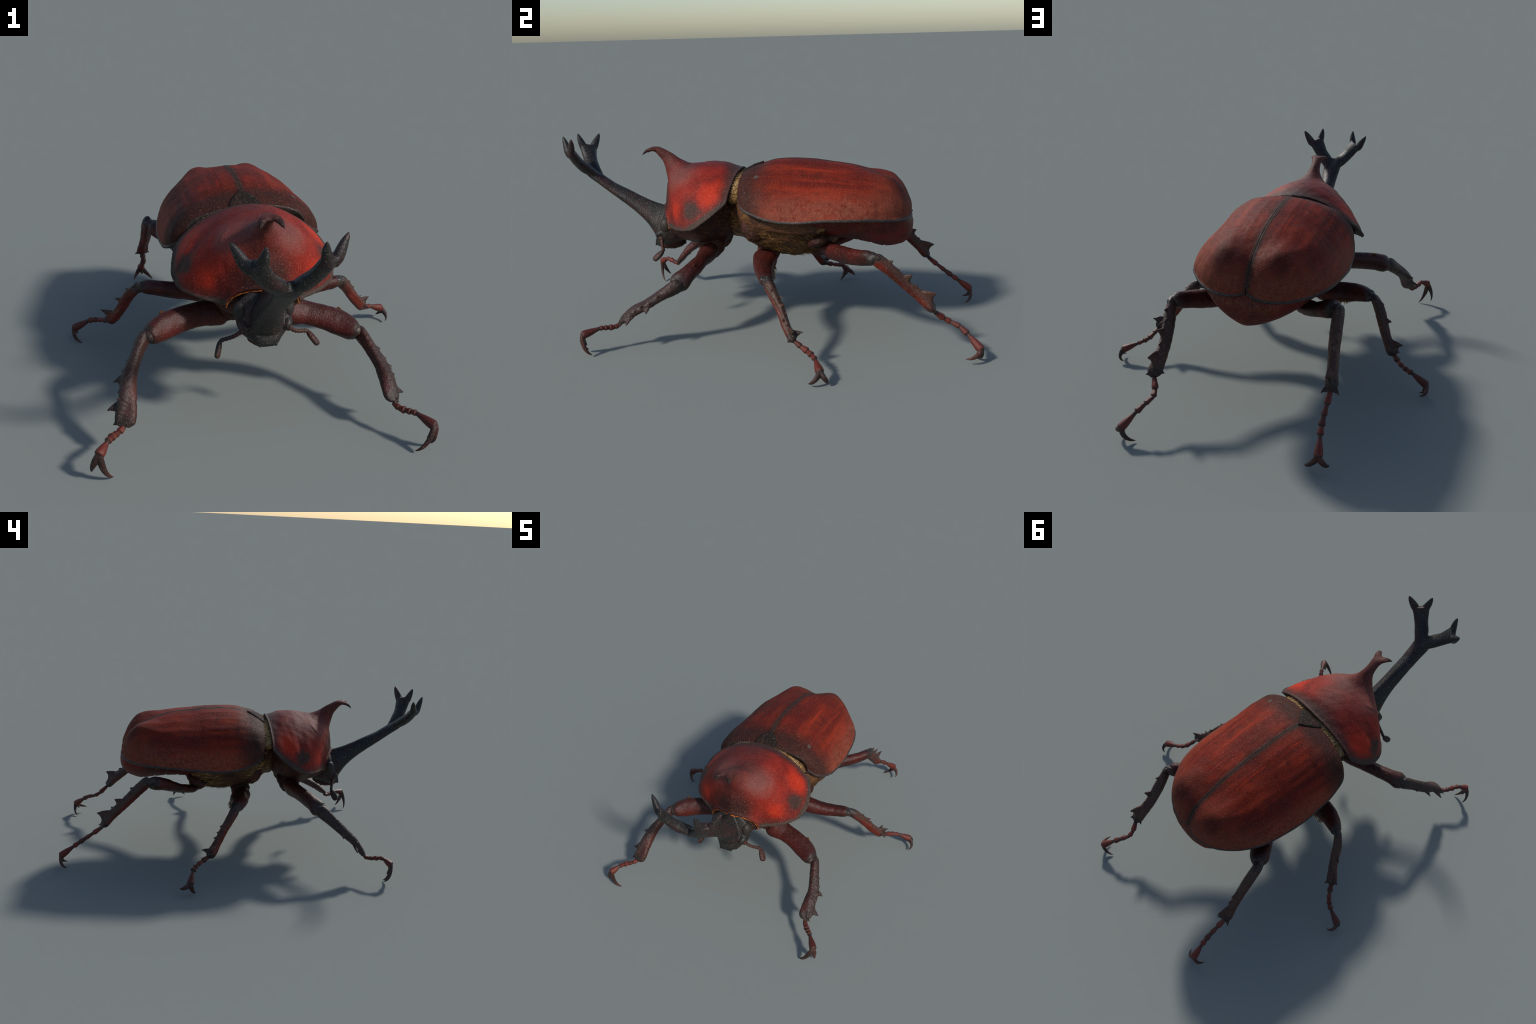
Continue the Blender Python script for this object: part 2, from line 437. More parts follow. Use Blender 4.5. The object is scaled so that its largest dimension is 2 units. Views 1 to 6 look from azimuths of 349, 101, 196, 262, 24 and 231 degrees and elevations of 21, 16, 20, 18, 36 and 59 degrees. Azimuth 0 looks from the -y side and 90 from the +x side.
def build_wing(side):
    N, M = 150, 74
    d = np.r_[0, np.cumsum(np.linalg.norm(np.diff(WING[:, :3], axis=0), axis=1))]
    rows = pchip(d, WING, np.linspace(0, d[-1], N))
    phi = np.concatenate([np.linspace(0, .12, 10)[:-1], np.linspace(.12, np.pi / 2, M - 9)])
    R = []
    for k, r in enumerate(rows):
        main = wing_surface(r, phi, side)
        e = main[-1]; ins = unit(np.array([-side * 1.0, 0, 0]))
        k_in = min(1.0, r[1] / .08)
        # direction towards the body inside, following the outline round the back
        tang = np.array([-side, -2.2 * smooth(.52, .68, r[0]), 0]); tang /= np.linalg.norm(tang)
        bead = [e - tang * .004 + V3(0, 0, -.002), e - tang * .005 + V3(0, 0, -.008),
                e - tang * .001 + V3(0, 0, -.013), e + tang * .012 * k_in + V3(0, 0, -.013),
                e + tang * .045 * k_in + V3(0, 0, .004)]
        top = main[0]
        pre = [top + V3(0, 0, -.010), top + V3(0, 0, -.0008)]
        R.append(np.concatenate([pre, main, bead]))
    R = np.array(R)
    # fold the front edge down and inward
    f1 = R[0] + V3(0, -.001, -.007); f2 = R[0] + V3(0, .005, -.022); f3 = R[0] * V3(.97, 1, 1) + V3(0, .03, -.035)
    R = np.concatenate([[f3, f2, f1], R])
    nr, nc = R.shape[:2]
    v = R.reshape(-1, 3); f = grid_faces(nr, nc)
    me = new_mesh('wing_case', v, f); shade(me)
    # normals must face outward (up at the crown)
    mid = me.polygons[(nr // 2) * (nc - 1) + 20]
    if mid.normal.z < 0: me.flip_normals()
    roughen(me, .0012, 9, 3 + side)
    for p in me.polygons:
        c = p.index % (nc - 1); rr = p.index // (nc - 1)
        p.material_index = 1 if (c >= nc - 6 or rr < 3) else 0
    ob = add('wing_case', me, root, (M_WING, M_RIM), R_WING)
    return ob
build_wing(1); build_wing(-1)

# scutellum: rounded triangle plate between the wing cases
def build_scutellum():
    rows = []
    for t in np.linspace(0, 1, 14):
        y = -.112 + .092 * t
        w = .064 * (1 - t ** 1.6) + .003
        W = np.array([np.interp(y, WING[:, 0], WING[:, k]) for k in range(4)])
        ring = []
        for a in np.linspace(0, 2 * np.pi, 30, endpoint=False):
            x = w * math.cos(a); ph = np.array([math.asin(min(1, abs(x) / W[1]))])
            zs = wing_surface(W, ph, 1)[0, 2] - .0015 * math.exp(-(x / .008) ** 2)
            ring.append([x, y, zs + (.009 * math.sin(a) ** .5 if math.sin(a) > 0 else .03 * math.sin(a))])
        rows.append(ring)
    v, f = loft(rows); me = new_mesh('scutellum', v, f); shade(me)
    add('scutellum', me, root, (M_SCUT,), R_WING)
build_scutellum()

# ------------------------------------------------------------------ abdomen
def body_rings(table, n=72, top_p=2.0, bot_p=2.4, seg=90, groove=None):
    """table rows: y, half-width, z of widest line, z top, z bottom"""
    T = np.asarray(table, float)
    d = np.r_[0, np.cumsum(np.linalg.norm(np.diff(T[:, [0, 1, 4]], axis=0), axis=1))]
    P = pchip(d, T, np.linspace(0, d[-1], seg))
    rings = []
    for y, w, zw, zt, zb in P:
        ring = []
        for a in np.linspace(0, 2 * np.pi, n, endpoint=False):
            c, s = math.cos(a), math.sin(a); p = top_p if s > 0 else bot_p
            x = w * np.sign(c) * abs(c) ** (2 / p)
            z = zw + ((zt - zw) if s > 0 else (zw - zb)) * np.sign(s) * abs(s) ** (2 / p)
            ring.append([x, y, z])
        ring = np.array(ring)
        if groove:
            g = max(math.exp(-((y - q) / .0045) ** 2) for q in groove)
            cen = np.array([0, y, zw]); ring = cen + (ring - cen) * (1 - .022 * g)
        rings.append(ring)
    return loft(rings)

abd = [(.14, .245, .553, .62, .429), (.24, .297, .562, .62, .431), (.33, .312, .566, .62, .435), (.42, .294, .570, .63, .427),
       (.50, .268, .568, .63, .411), (.56, .235, .560, .62, .397), (.605, .198, .553, .60, .404), (.640, .166, .546, .59, .415),
       (.664, .140, .542, .585, .437), (.678, .095, .529, .57, .461), (.684, .056, .515, .545, .485), (.685, .008, .510, .52, .502)]
v, f = body_rings(abd, bot_p=1.58, groove=(.30, .37, .435, .495, .555), seg=160)
v = np.array(v); v[:, 1] -= .020 * smooth(.515, .575, v[:, 2]) * smooth(.55, .68, v[:, 1])
me = new_mesh('abdomen', v, f); shade(me); roughen(me, .002, 8, 5)
add('abdomen', me, root, (M_ABD,), R_WING)

# ------------------------------------------------------------------ hind thorax (hairy underside)
thx = [(-.195, .06, .56, .64, .465), (-.165, .135, .57, .68, .432), (-.120, .195, .58, .725, .424), (-.080, .246, .575, .735, .402), (-.03, .278, .57, .72, .374),
       (.05, .288, .565, .70, .354), (.12, .288, .56, .68, .346), (.18, .283, .555, .66, .352), (.24, .272, .55, .64, .370), (.29, .245, .545, .61, .392), (.33, .18, .535, .58, .42), (.355, .07, .52, .55, .45)]
v, f = body_rings(thx, bot_p=1.66, seg=110)
me = new_mesh('thorax', v, f); shade(me); roughen(me, .006, 6, 8)
add('thorax', me, root, (M_THX,), R_WING)

# separate side plates and hip plates stepping out of the flank
def plate(name, cen, rad, mat, side, p=2.6, tilt=0.0):
    rings = []
    for t in np.linspace(-1, 1, 26):
        r = max(1 - abs(t) ** p, 1e-4) ** (1 / p); ring = []
        for a in np.linspace(0, 2 * np.pi, 30, endpoint=False):
            c, q = math.cos(a), math.sin(a)
            ring.append([side * (cen[0] + rad[0] * r * np.sign(c) * abs(c) ** (2 / p)), cen[1] + rad[1] * t, cen[2] + tilt * rad[1] * t + rad[2] * r * np.sign(q) * abs(q) ** (2 / p)])
        rings.append(ring)
    v, f = loft(rings); me = new_mesh(name, v, f); shade(me); roughen(me, .003, 18, 4)
    add(name, me, root, (mat,), R_WING)
for sd in (1, -1):
    plate('side_plate', (.205, -.045, .500), (.046, .050, .060), M_PST, sd, 2.2, -.35)
    plate('side_plate', (.251, .140, .530), (.036, .170, .044), M_THX, sd, 2.3, -.05)
    plate('hip_plate', (.140, .262, .452), (.105, .060, .034), M_PST, sd, 2.3, .25)

# golden fringe filling the waist between pronotum and wing cases
rows = []
for y, k in ((-.150, .94), (-.138, .985), (-.122, 1.0), (-.104, .985), (-.09, .94)):
    ring = []
    for a in np.linspace(0, 2 * np.pi, 90, endpoint=False):
        c, s = math.cos(a), math.sin(a)
        ring.append([(.100 + .126 * float(smooth(-.40, .25, s))) * k * c, y, .625 + (.121 if s > 0 else .13) * k * s])
    rows.append(ring)
v, f = loft(rows); me = new_mesh('waist', v, f); shade(me); roughen(me, .006, 34, 2)
add('waist', me, root, (M_FRINGE,), R_PRON)

# ------------------------------------------------------------------ pronotum with its forked horn
#  station: centre y, centre z, side half-width, side y, side z
PRO = np.array([
    (-.128, .761, .267, -.146, .640), (-.160, .771, .288, -.174, .616), (-.205, .787, .304, -.216, .581),
    (-.265, .793, .310, -.260, .549), (-.330, .787, .301, -.298, .525), (-.395, .779, .282, -.343, .515),
    (-.450, .766, .238, -.390, .507), (-.487, .733, .192, -.419, .500), (-.505, .671, .160, -.437, .497), (-.518, .577, .138, -.459, .494)])
def pron_ring(r, k, n=61):
    y0, zt, w, ye, ze = r; e = 1.80 + (1.11 - 1.80) * k
    ph = np.linspace(-np.pi / 2, np.pi / 2, n); s, c = np.sin(ph), np.cos(ph)
    x = w * s
    z = ze + (zt - ze) * np.maximum(c, 0) ** e
    y = y0 + (ye - y0) * np.abs(s) ** 1.2
    up = np.stack([x, y, z], 1)
    # underside of the shell, hollowed upward
    xb = x[::-1][1:-1] * .93; zb = ze + .010 + (zt - ze - .05) * .5 * np.maximum(c[::-1][1:-1], 0) ** max(e, 1.2)
    lo = np.stack([xb, y[::-1][1:-1] + .008, zb], 1)
    return np.concatenate([up, lo])
d = np.r_[0, np.cumsum(np.linalg.norm(np.diff(PRO[:, :2], axis=0), axis=1))]
prow = pchip(d, PRO, np.linspace(0, d[-1], 60))
parts = [loft([pron_ring(r, i / 59) for i, r in enumerate(prow)])]
# raised bead along the hind and lower border and round the head opening
def border(rows, r):
    P = np.c_[np.array(rows), np.full(len(rows), r), np.full(len(rows), r)]
    return tube(P, wide=(.3, .4, .85), n=10, seg=90)
hind = pron_ring(prow[0], 0)[:61]; front = pron_ring(prow[-1], 1)[:61]
sideL = np.array([[r[2], r[3], r[4]] for r in prow]); sideR = sideL * V3(-1, 1, 1)
parts += [border(hind[::4], .0055), border(front[::4] + V3(0, -.004, 0), .006), border(sideL[::4], .006), border(sideR[::4], .006)]
# horn: loft of top/bottom pairs, then two prongs
def profile_loft(rows, n=28, power=2.0, seg=36, egg=0.0):
    """rows: top y,z, bottom y,z, half-width"""
    P = catmull(np.array([[0, (a + c) / 2, (b + d_) / 2, a, b, c, d_, w] for a, b, c, d_, w in rows]), seg)
    rings = []
    for i, p in enumerate(P):
        top, bot, w = V3(0, p[3], p[4]), V3(0, p[5], p[6]), p[7]; k = egg * (1 - i / (len(P) - 1)) ** .7
        th = np.linspace(0, 2 * np.pi, n, endpoint=False)
        c, s = np.cos(th), np.sin(th)
        c = np.sign(c) * np.abs(c) ** (2 / power); s = np.sign(s) * np.abs(s) ** (2 / power)
        rings.append((top + bot) / 2 + np.outer(s, (top - bot) / 2) + np.outer(c * (1 - k * s), V3(w, 0, 0)))
    return loft(rings)
parts.append(profile_loft([(-.340, .775, -.470, .640, .150), (-.385, .784, -.492, .690, .085), (-.425, .800, -.503, .735, .046),
                           (-.465, .826, -.515, .783, .0265), (-.505, .849, -.538, .818, .024), (-.540, .862, -.558, .838, .029), (-.572, .860, -.580, .845, .034)]))
for s in (1, -1):
    parts.append(tube([(0, -.535, .846, .016, .012), (s * .018, -.560, .852, .018, .011), (s * .031, -.587, .846, .0135, .008), (s * .044, -.612, .824, .0012, .0012)],
                      wide=(1, 0, 0), n=14, seg=16))
skin = voxel_union('pronotum', parts, .0042, 5)
c = get_co(skin)
roughen(skin, .0015, 10, 4)
def reg(cen):
    return np.where((cen[:, 2] - cen[:, 1] * .75 > 1.160) & (np.abs(cen[:, 0]) < .1), 1, 0)
m0, m1 = split(skin, ('pronotum', 'pronotum_horn'), reg)
add('pronotum', m0, root, (M_PRON,), R_PRON); add('horn', m1, root, (M_PRON,), R_PRON)

# prosternum: front chest under the shell
pst = [(-.475, .10, .49, .54, .43), (-.43, .155, .50, .58, .405), (-.37, .222, .525, .62, .392), (-.30, .262, .55, .66, .382), (-.25, .258, .575, .68, .378),
       (-.215, .235, .60, .68, .400), (-.175, .188, .61, .68, .440), (-.13, .140, .61, .66, .50)]
v, f = body_rings(pst, bot_p=1.45, seg=60)
me = new_mesh('prosternum', v, f); shade(me); roughen(me, .006, 7, 9)
add('prosternum', me, root, (M_PST,), R_PRON)

# ------------------------------------------------------------------ head with the long forked horn
parts = [body_rings([(-.430, .080, .475, .545, .40), (-.465, .098, .48, .57, .383), (-.500, .104, .478, .57, .374), (-.522, .088, .462, .53, .370),
                     (-.540, .064, .430, .48, .367), (-.554, .046, .400, .43, .366), (-.564, .030, .388, .40, .370)], n=40, seg=30, bot_p=2.6, top_p=2.0),
         profile_loft([(-.492, .566, -.535, .380, .060), (-.531, .576, -.561, .405, .056), (-.582, .592, -.603, .471, .047), (-.648, .620, -.662, .531, .041),
                       (-.708, .650, -.727, .582, .040), (-.775, .681, -.792, .629, .040), (-.838, .720, -.852, .675, .044), (-.891, .758, -.905, .714, .049),
                       (-.909, .772, -.927, .740, .050)], n=36, power=2.0, egg=.50)]
spread = {1: unit(V3(.086, .069, -.006)), -1: unit(V3(-.086, .069, -.006))}
for s in (1, -1):
    wd = spread[s]
    parts.append(tube([(s * .010, -.850, .704, .016, .014), (s * .024, -.882, .735, .030, .020), (s * .040, -.905, .755, .037, .026), (s * .075, -.930, .791, .036, .0245),
                       (s * .101, -.946, .829, .042, .0225), (s * .117, -.953, .854, .047, .0185)], wide=wd, n=20, seg=26))
    parts.append(tube([(s * .106, -.962, .818, .010, .009), (s * .099, -.969, .842, .020, .017), (s * .093, -.977, .866, .0190, .016), (s * .089, -.986, .892, .0135, .012), (s * .088, -.993, .912, .0070, .006), (s * .088, -.996, .920, .002, .002)], wide=wd, n=16, seg=24))
    parts.append(tube([(s * .126, -.944, .818, .010, .009), (s * .137, -.937, .840, .021, .017), (s * .149, -.930, .862, .0200, .016), (s * .163, -.922, .887, .0140, .012), (s * .174, -.917, .905, .0070, .006), (s * .178, -.914, .912, .002, .002)], wide=wd, n=16, seg=24))
    # canthus in front of the eye and antenna socket
    parts.append(tube([(s * .070, -.505, .455, .016, .016), (s * .080, -.528, .446, .019, .018), (s * .074, -.545, .436, .015, .014), (s * .068, -.552, .430, .006, .006)], n=14, seg=14))
# clypeus: squared snout with raised corners
parts.append(tube([(0, -.540, .440, .058, .018), (0, -.555, .412, .050, .013), (0, -.565, .388, .036, .010), (0, -.565, .374, .031, .007)], wide=(1, 0, 0), n=24, seg=14, power=3))
for s in (1, -1):
    parts.append(spine_cone((s * .030, -.558, .40), (s * .030, -.574, .372), .010, (0, 0, 0), (1, 0, 0), .8))
skin = voxel_union('head', parts, .0034, 5)
roughen(skin, .0008, 7, 6)
m0, m1 = split(skin, ('head', 'horn'), lambda c: np.where(c[:, 1] - c[:, 2] * .6 < -.925, 1, 0))
add('head', m0, root, (M_HEAD,), R_HEAD); add('horn', m1, root, (M_HEAD,), R_HEAD)
# eyes
for s in (1, -1):
    rings = []
    for t in np.linspace(-1, 1, 18):
        r = math.sqrt(max(1 - t * t, 1e-4))
        rings.append([[s * (.085 + .027 * r * math.cos(a)), -.497 + .032 * t, .487 + .040 * r * math.sin(a)] for a in np.linspace(0, 2 * np.pi, 24, endpoint=False)])
    v, f = loft(rings); me = new_mesh('eye', v, f); shade(me)
    add('eye', me, root, (M_EYE,), R_HEAD)
# orange fringe round the neck opening
P = [(p[0] * .965, p[1] - .004, p[2] - .009, .0034, .0034) for p in front[::4]]
v, f = tube(P, wide=(0, 1, 0), n=10, seg=80); me = new_mesh('neck_fringe', v, f); shade(me); roughen(me, .0015, 60, 2)
roughen(me, .0012, 110, 5)
add('neck_fringe', me, root, (M_ORANGE,), R_PRON)

# antennae (world frame)
def antenna(pts):
    a, b, c, e = [np.array(p, float) for p in pts]
    stem = np.linspace(0, 1, 22); rows = []
    P = catmull(np.array([a, b, c]), 22)
    for i, p in enumerate(P):
        r = (.015 if i < 5 else .0078) + .0016 * math.sin(i * 2.4)
        rows.append([*p, r, r])
    parts = [tube(rows, n=12, resample=False)]
    parts.append(tube([(*c, .006, .006), (*(c * .8 + e * .2), .014, .010), (*(c * .35 + e * .65), .018, .011), (*(c * .06 + e * .94), .013, .009), (*e, .006, .004)],
                      wide=(.3, 1, 0), n=14, seg=18))
    me = voxel_union('antenna', parts, .0022, 2)
    add('antenna', me, root, (M_ANT,))
antenna([(.048, -.525, .432), (.085, -.51, .400), (.136, -.489, .386), (.170, -.530, .345)])
antenna([(-.098, -.525, .428), (-.140, -.515, .395), (-.188, -.502, .374), (-.204, -.534, .320)])
# mouth brush below the head
v, f = body_rings([(-.548, .04, .385, .42, .362), (-.52, .06, .39, .43, .356), (-.48, .065, .395, .43, .358), (-.445, .05, .40, .43, .368), (-.425, .02, .40, .42, .38)], n=30, seg=24)
me = new_mesh('mouth', v, f); shade(me); roughen(me, .006, 22, 3)
add('mouth', me, root, (M_PST,), R_HEAD)

# ------------------------------------------------------------------ legs (world frame)
def seg_template():
    """unit tarsus segment along +Z: thin neck, club end"""
    rows = [(0, 0, -.06, .50, .50), (0, 0, .10, .70, .66), (0, 0, .40, .80, .74), (0, 0, .72, .98, .88), (0, 0, .92, .94, .86), (0, 0, 1.04, .55, .5)]
    v, f = tube(rows, wide=(1, 0, 0), n=14, seg=22); me = new_mesh('tarsus_segment', v, f); shade(me)
    me.materials.append(M_TAR); return me
def last_template():
    rows = [(0, 0, 0, .45, .45), (0, 0, .2, .55, .6), (0, 0, .5, .85, .9), (0, 0, .78, 1.05, 1.05), (0, 0, .94, .95, 1.0), (0, 0, 1.02, .5, .5)]
    v, f = tube(rows, wide=(1, 0, 0), n=14, seg=26); me = new_mesh('tarsus_segment', v, f); shade(me)
    me.materials.append(M_TAR); return me
SEG, LAST = seg_template(), last_template()

def frame_matrix(a, b, r, side):
    a = np.asarray(a, float); b = np.asarray(b, float)
    z = b - a; L = np.linalg.norm(z); z = z / L
    x = np.asarray(side, float); x = unit(x - z * (x @ z)); y = np.cross(z, x)
    M = np.eye(4); M[:3, 0] = x * r; M[:3, 1] = y * r; M[:3, 2] = z * L; M[:3, 3] = a
    return Matrix(M.tolist())

def build_leg(d):
    knee = np.array(d['tibia'][0][:3], float); ankle = np.array(d['tarsus'][0], float)
    # hip (coxa) carries the leg
    h0, h1 = [np.array(p, float) for p in d['coxa']]
    cr = d['cr']
    v, f = tube([(*h0, .045, .04), (*((h0 + h1) / 2), cr, cr * .9), (*h1, cr * .85, cr * .8), (*(h1 + unit(h1 - h0) * .022), .018, .018)], wide=(0, 1, 0), n=24, seg=20)
    me = new_mesh('leg', v, f); shade(me); roughen(me, .005, 14, 2)
    leg = add('leg', me, root, (M_PST,))
    # femur: flattened club, cut square at the knee
    F = np.array(d['femur'], float)
    end = F[-1].copy(); dirn = unit(F[-1, :3] - F[-2, :3])
    tail = end.copy(); tail[:3] += dirn * .014; tail[3:] *= .62
    head = F[0].copy(); head[:3] -= unit(F[1, :3] - F[0, :3]) * .03; head[3:] *= .6
    rows = np.vstack([head, F, tail])
    thorns = []
    for b, t in d.get('fspine', []):
        tv, tf = spine_cone(b, t, .017, (0, 0, 0), dirn, .35, .45)
        tm = new_mesh('hair_tuft', tv, tf); shade(tm); roughen(tm, .0015, 60, 3)
        add('hair_tuft', tm, leg, (M_TUFT,))
    me = voxel_union('femur', [tube(rows, wide=d['fw'], n=28, seg=50, power=2.3)] + thorns, .0036, 2)
    roughen(me, .0014, 14, 3)
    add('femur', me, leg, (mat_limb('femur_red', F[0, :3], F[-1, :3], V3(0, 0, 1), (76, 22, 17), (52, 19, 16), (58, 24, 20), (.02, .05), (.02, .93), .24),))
    # knee: two dark condyles and a pale hinge membrane
    kd = unit(np.array(d['tibia'][1][:3]) - knee)
    fw = unit(np.array(d['fw'], float)); sd = unit(np.cross(fw, dirn))
    kr = d['kr']; e3 = end[:3]; parts = []
    for sg in (1, -1):
        c0 = e3 + sd * sg * end[4] * .55
        parts.append(tube([(*(c0 - dirn * .022), .008, .010), (*(c0 - dirn * .004), kr * .8, kr * .55), (*(c0 + dirn * .012), kr * .7, kr * .5), (*(c0 + dirn * .022), kr * .3, kr * .25)], wide=fw, n=16, seg=12))
    parts.append(tube([(*(e3 - dirn * .01), kr, kr * .8), (*(knee * .5 + e3 * .5), kr, kr * .8), (*(knee + kd * .014), d['tibia'][0][3] * .98, d['tibia'][0][4] * .9), (*(knee + kd * .03), .008, .008)], wide=fw, n=18, seg=16))
    me = voxel_union('knee', parts, .003, 2); roughen(me, .0015, 30, 4)
    add('knee', me, leg, (M_JOINT,))
    # tibia: flattened shaft with outward thorns and end teeth
    T = np.array(d['tibia'], float); ow = unit(np.array(d['tw'], float))
    td = unit(T[-1, :3] - T[-2, :3])
    first = T[0].copy(); first[:3] -= unit(T[1, :3] - T[0, :3]) * .014; first[3:] *= .6
    last = T[-1].copy(); last[:3] += td * .012; last[3:] = np.minimum(last[3:] * .55, .015)
    parts = [tube(np.vstack([first, T, last]), wide=ow, n=24, seg=50, power=2.5)]
    axis = T[-1, :3] - T[0, :3]; au = unit(axis); L = np.linalg.norm(axis)
    for tip, r in d['thorns']:
        tip = np.array(tip, float)
        t = np.clip((tip - T[0, :3]) @ au / L - r * .9 / L, .02, 1.0)
        base = np.array([np.interp(t, np.linspace(0, 1, len(T)), T[:, k]) for k in range(3)])
        base = base + unit(tip - base) * .006
        parts.append(spine_cone(base, tip + unit(tip - base) * .003, r * 1.5, -au * r * .22, au, .42 if r < .03 else .34, 1.15 if r < .03 else 1.3))
    # small saw teeth along the outer edge
    for t in (.30, .44, .57, .68, .78):
        q = np.array([np.interp(t, np.linspace(0, 1, len(T)), T[:, k]) for k in range(5)])
        sgn = 1 if rng.random() < .7 else -1; cx = np.cross(au, ow) * sgn * q[4] * rng.uniform(.2, .8)
        b0 = q[:3] + ow * q[3] * .75 + cx
        parts.append(spine_cone(b0, b0 + ow * (q[3] * .25 + .007) + au * .006 + cx * .3, .0075, (0, 0, 0), au, .6, .9))
    me = voxel_union('tibia', parts, .0030, 1)
    # lengthwise furrows and pits
    c = get_co(me); n_ = get_no(me)
    rel = c - T[0, :3]; u = np.cross(au, ow); ang = np.arctan2(rel @ u, rel @ ow)
    groove = np.sin(ang * 4 + 1.0) * .0018 + noise3(c, 26, 5) * .0014
    set_co(me, c + n_ * groove[:, None])
    red, mid, drk = d['tmat']
    add('tibia', me, leg, (mat_limb('tibia_skin', T[0, :3], T[-1, :3], ow, red, mid, drk),))
    # tarsus
    J = [np.array(p, float) for p in d['tarsus']]
    side = unit(np.cross(J[-1] - J[-2], V3(0, 0, 1)))
    for i in range(len(J) - 1):
        lastseg = i == len(J) - 2
        ob = add('tarsus_segment', LAST if lastseg else SEG, leg)
        ob.matrix_local = frame_matrix(J[i], J[i + 1], .0175 if lastseg else .0142 + .0014 * math.sin(i * 2.1 + J[0][0] * 40), side)
    # claws: two hooks and a short bristle lobe between them
    cb = J[-1]; a = unit((J[-1] - J[-2]) * V3(1, 1, .2))
    for k, tip in enumerate(d['claws']):
        tip = np.array(tip, float)
        p1 = cb + (tip - cb) * .35 + a * .018; p2 = cb + (tip - cb) * .82 + a * .024
        c0 = cb - a * .008
        rows = []
        for t in np.linspace(0, 1, 9):
            p = (1-t)**3 * c0 + 3*(1-t)**2*t * p1 + 3*(1-t)*t*t * p2 + t**3 * tip
            r = .0145 * (1 - t) ** .7 + .0010
            rows.append([*p, r, r * .75])
        v, f = tube(rows, wide=(0, 0, 1), n=12, seg=18)
        me = new_mesh('claw', v, f); shade(me)
        add('claw', me, leg, (M_CLAW,))
    mid = (np.array(d['claws'][0]) + np.array(d['claws'][1])) / 2
    tip = cb + (mid - cb) * .55
    v, f = tube([(*(cb - a * .004), .011, .011), (*(cb * .5 + tip * .5), .009, .007), (*tip, .004, .003)], n=10, seg=8)
    me = new_mesh('bristle_lobe', v, f); shade(me)
    add('bristle_lobe', me, leg, (M_CLAW,))
    # ragged tan fringe under the femur
    fr = d.get('fringe')
    if fr is not None:
        pts, dirs = [], []
        fr = unit(np.array(fr, float))
        for _ in range(d.get('nfr', 130)):
            t = rng.uniform(.05, .62); q = np.array([np.interp(t, np.linspace(0, 1, len(F)), F[:, k]) for k in range(5)])
            ax_ = unit(F[-1, :3] - F[0, :3]); e_ = unit(fr - ax_ * (fr @ ax_))
            r = math.hypot(q[3] * (e_ @ fw), q[4] * math.sqrt(max(0, 1 - (e_ @ fw) ** 2)))
            pts.append(q[:3] + e_ * r * .88 + rng.normal(size=3) * .004); dirs.append(unit(e_ + ax_ * .5))
        FRINGES.append((pts, dirs))
FRINGES = []

build_leg(dict(coxa=((-.085, -.235, .45), (-.135, -.285, .375)), cr=.060, kr=.029, tmat=((72, 33, 28), (56, 31, 27), (52, 40, 36)),
    femur=[(-.152, -.272, .384, .054, .040), (-.240, -.295, .385, .048, .035), (-.321, -.326, .380, .049, .034), (-.388, -.360, .368, .049, .037), (-.436, -.386, .352, .036, .043)],
    fw=(-.3, .4, .87), fspine=[((-.372, -.335, .395), (-.388, -.328, .424))],
    tibia=[(-.452, -.387, .355, .024, .030), (-.486, -.447, .307, .022, .029), (-.515, -.507, .258, .028, .025), (-.526, -.572, .204, .033, .020), (-.537, -.622, .138, .032, .012)],
    tw=(-.94, .24, .23), thorns=[((-.568, -.502, .237), .020), ((-.593, -.576, .168), .024), ((-.575, -.622, .138), .014)],
    tarsus=[(-.540, -.626, .130), (-.558, -.642, .120), (-.573, -.668, .126), (-.586, -.692, .133), (-.597, -.716, .136), (-.630, -.758, .110)],
    claws=[(-.584, -.732, .002), (-.652, -.716, .026)]))
build_leg(dict(coxa=((.035, -.235, .45), (.085, -.285, .372)), cr=.060, kr=.029, tmat=((72, 33, 28), (56, 31, 27), (52, 40, 36)),
    femur=[(.109, -.275, .374, .060, .042), (.187, -.287, .359, .048, .033), (.258, -.303, .342, .049, .036), (.321, -.327, .321, .050, .039), (.363, -.352, .296, .034, .045)],
    fw=(.38, .64, .67), fspine=[((.308, -.300, .350), (.318, -.285, .376))],
    tibia=[(.385, -.345, .295, .018, .029), (.412, -.413, .257, .023, .025), (.437, -.479, .218, .027, .020), (.444, -.548, .182, .032, .020), (.446, -.602, .140, .028, .012)],
    tw=(.93, .34, -.1), thorns=[((.487, -.472, .187), .020), ((.504, -.562, .136), .024), ((.478, -.606, .118), .014)],
    tarsus=[(.450, -.608, .122), (.465, -.630, .113), (.481, -.651, .115), (.496, -.668, .119), (.510, -.684, .121), (.560, -.752, .102)],
    claws=[(.490, -.754, .008), (.553, -.712, .008)]))
build_leg(dict(coxa=((-.09, .02, .42), (-.165, .012, .352)), cr=.054, kr=.025, tmat=((104, 33, 20), (74, 27, 19), (62, 46, 38)),
    femur=[(-.192, .010, .346, .044, .053), (-.252, .030, .346, .040, .052), (-.312, .030, .349, .034, .050), (-.372, .041, .356, .031, .044), (-.428, .063, .357, .028, .030)],
    fw=(.08, .56, .82), fspine=[],
    tibia=[(-.455, .070, .354, .023, .016), (-.485, .097, .311, .022, .023), (-.509, .133, .257, .020, .023), (-.535, .167, .198, .020, .021), (-.572, .203, .146, .022, .025)],
    tw=(-.16, .77, .62), thorns=[((-.508, .099, .334), .012), ((-.554, .147, .271), .015), ((-.618, .214, .192), .022), ((-.560, .250, .172), .015), ((-.602, .188, .142), .012)],
    tarsus=[(-.576, .211, .140), (-.600, .243, .128), (-.622, .268, .118), (-.645, .284, .112), (-.668, .295, .105), (-.742, .312, .060)],
    claws=[(-.713, .361, .030), (-.705, .280, .002)], fringe=(0, .8, -.5)))
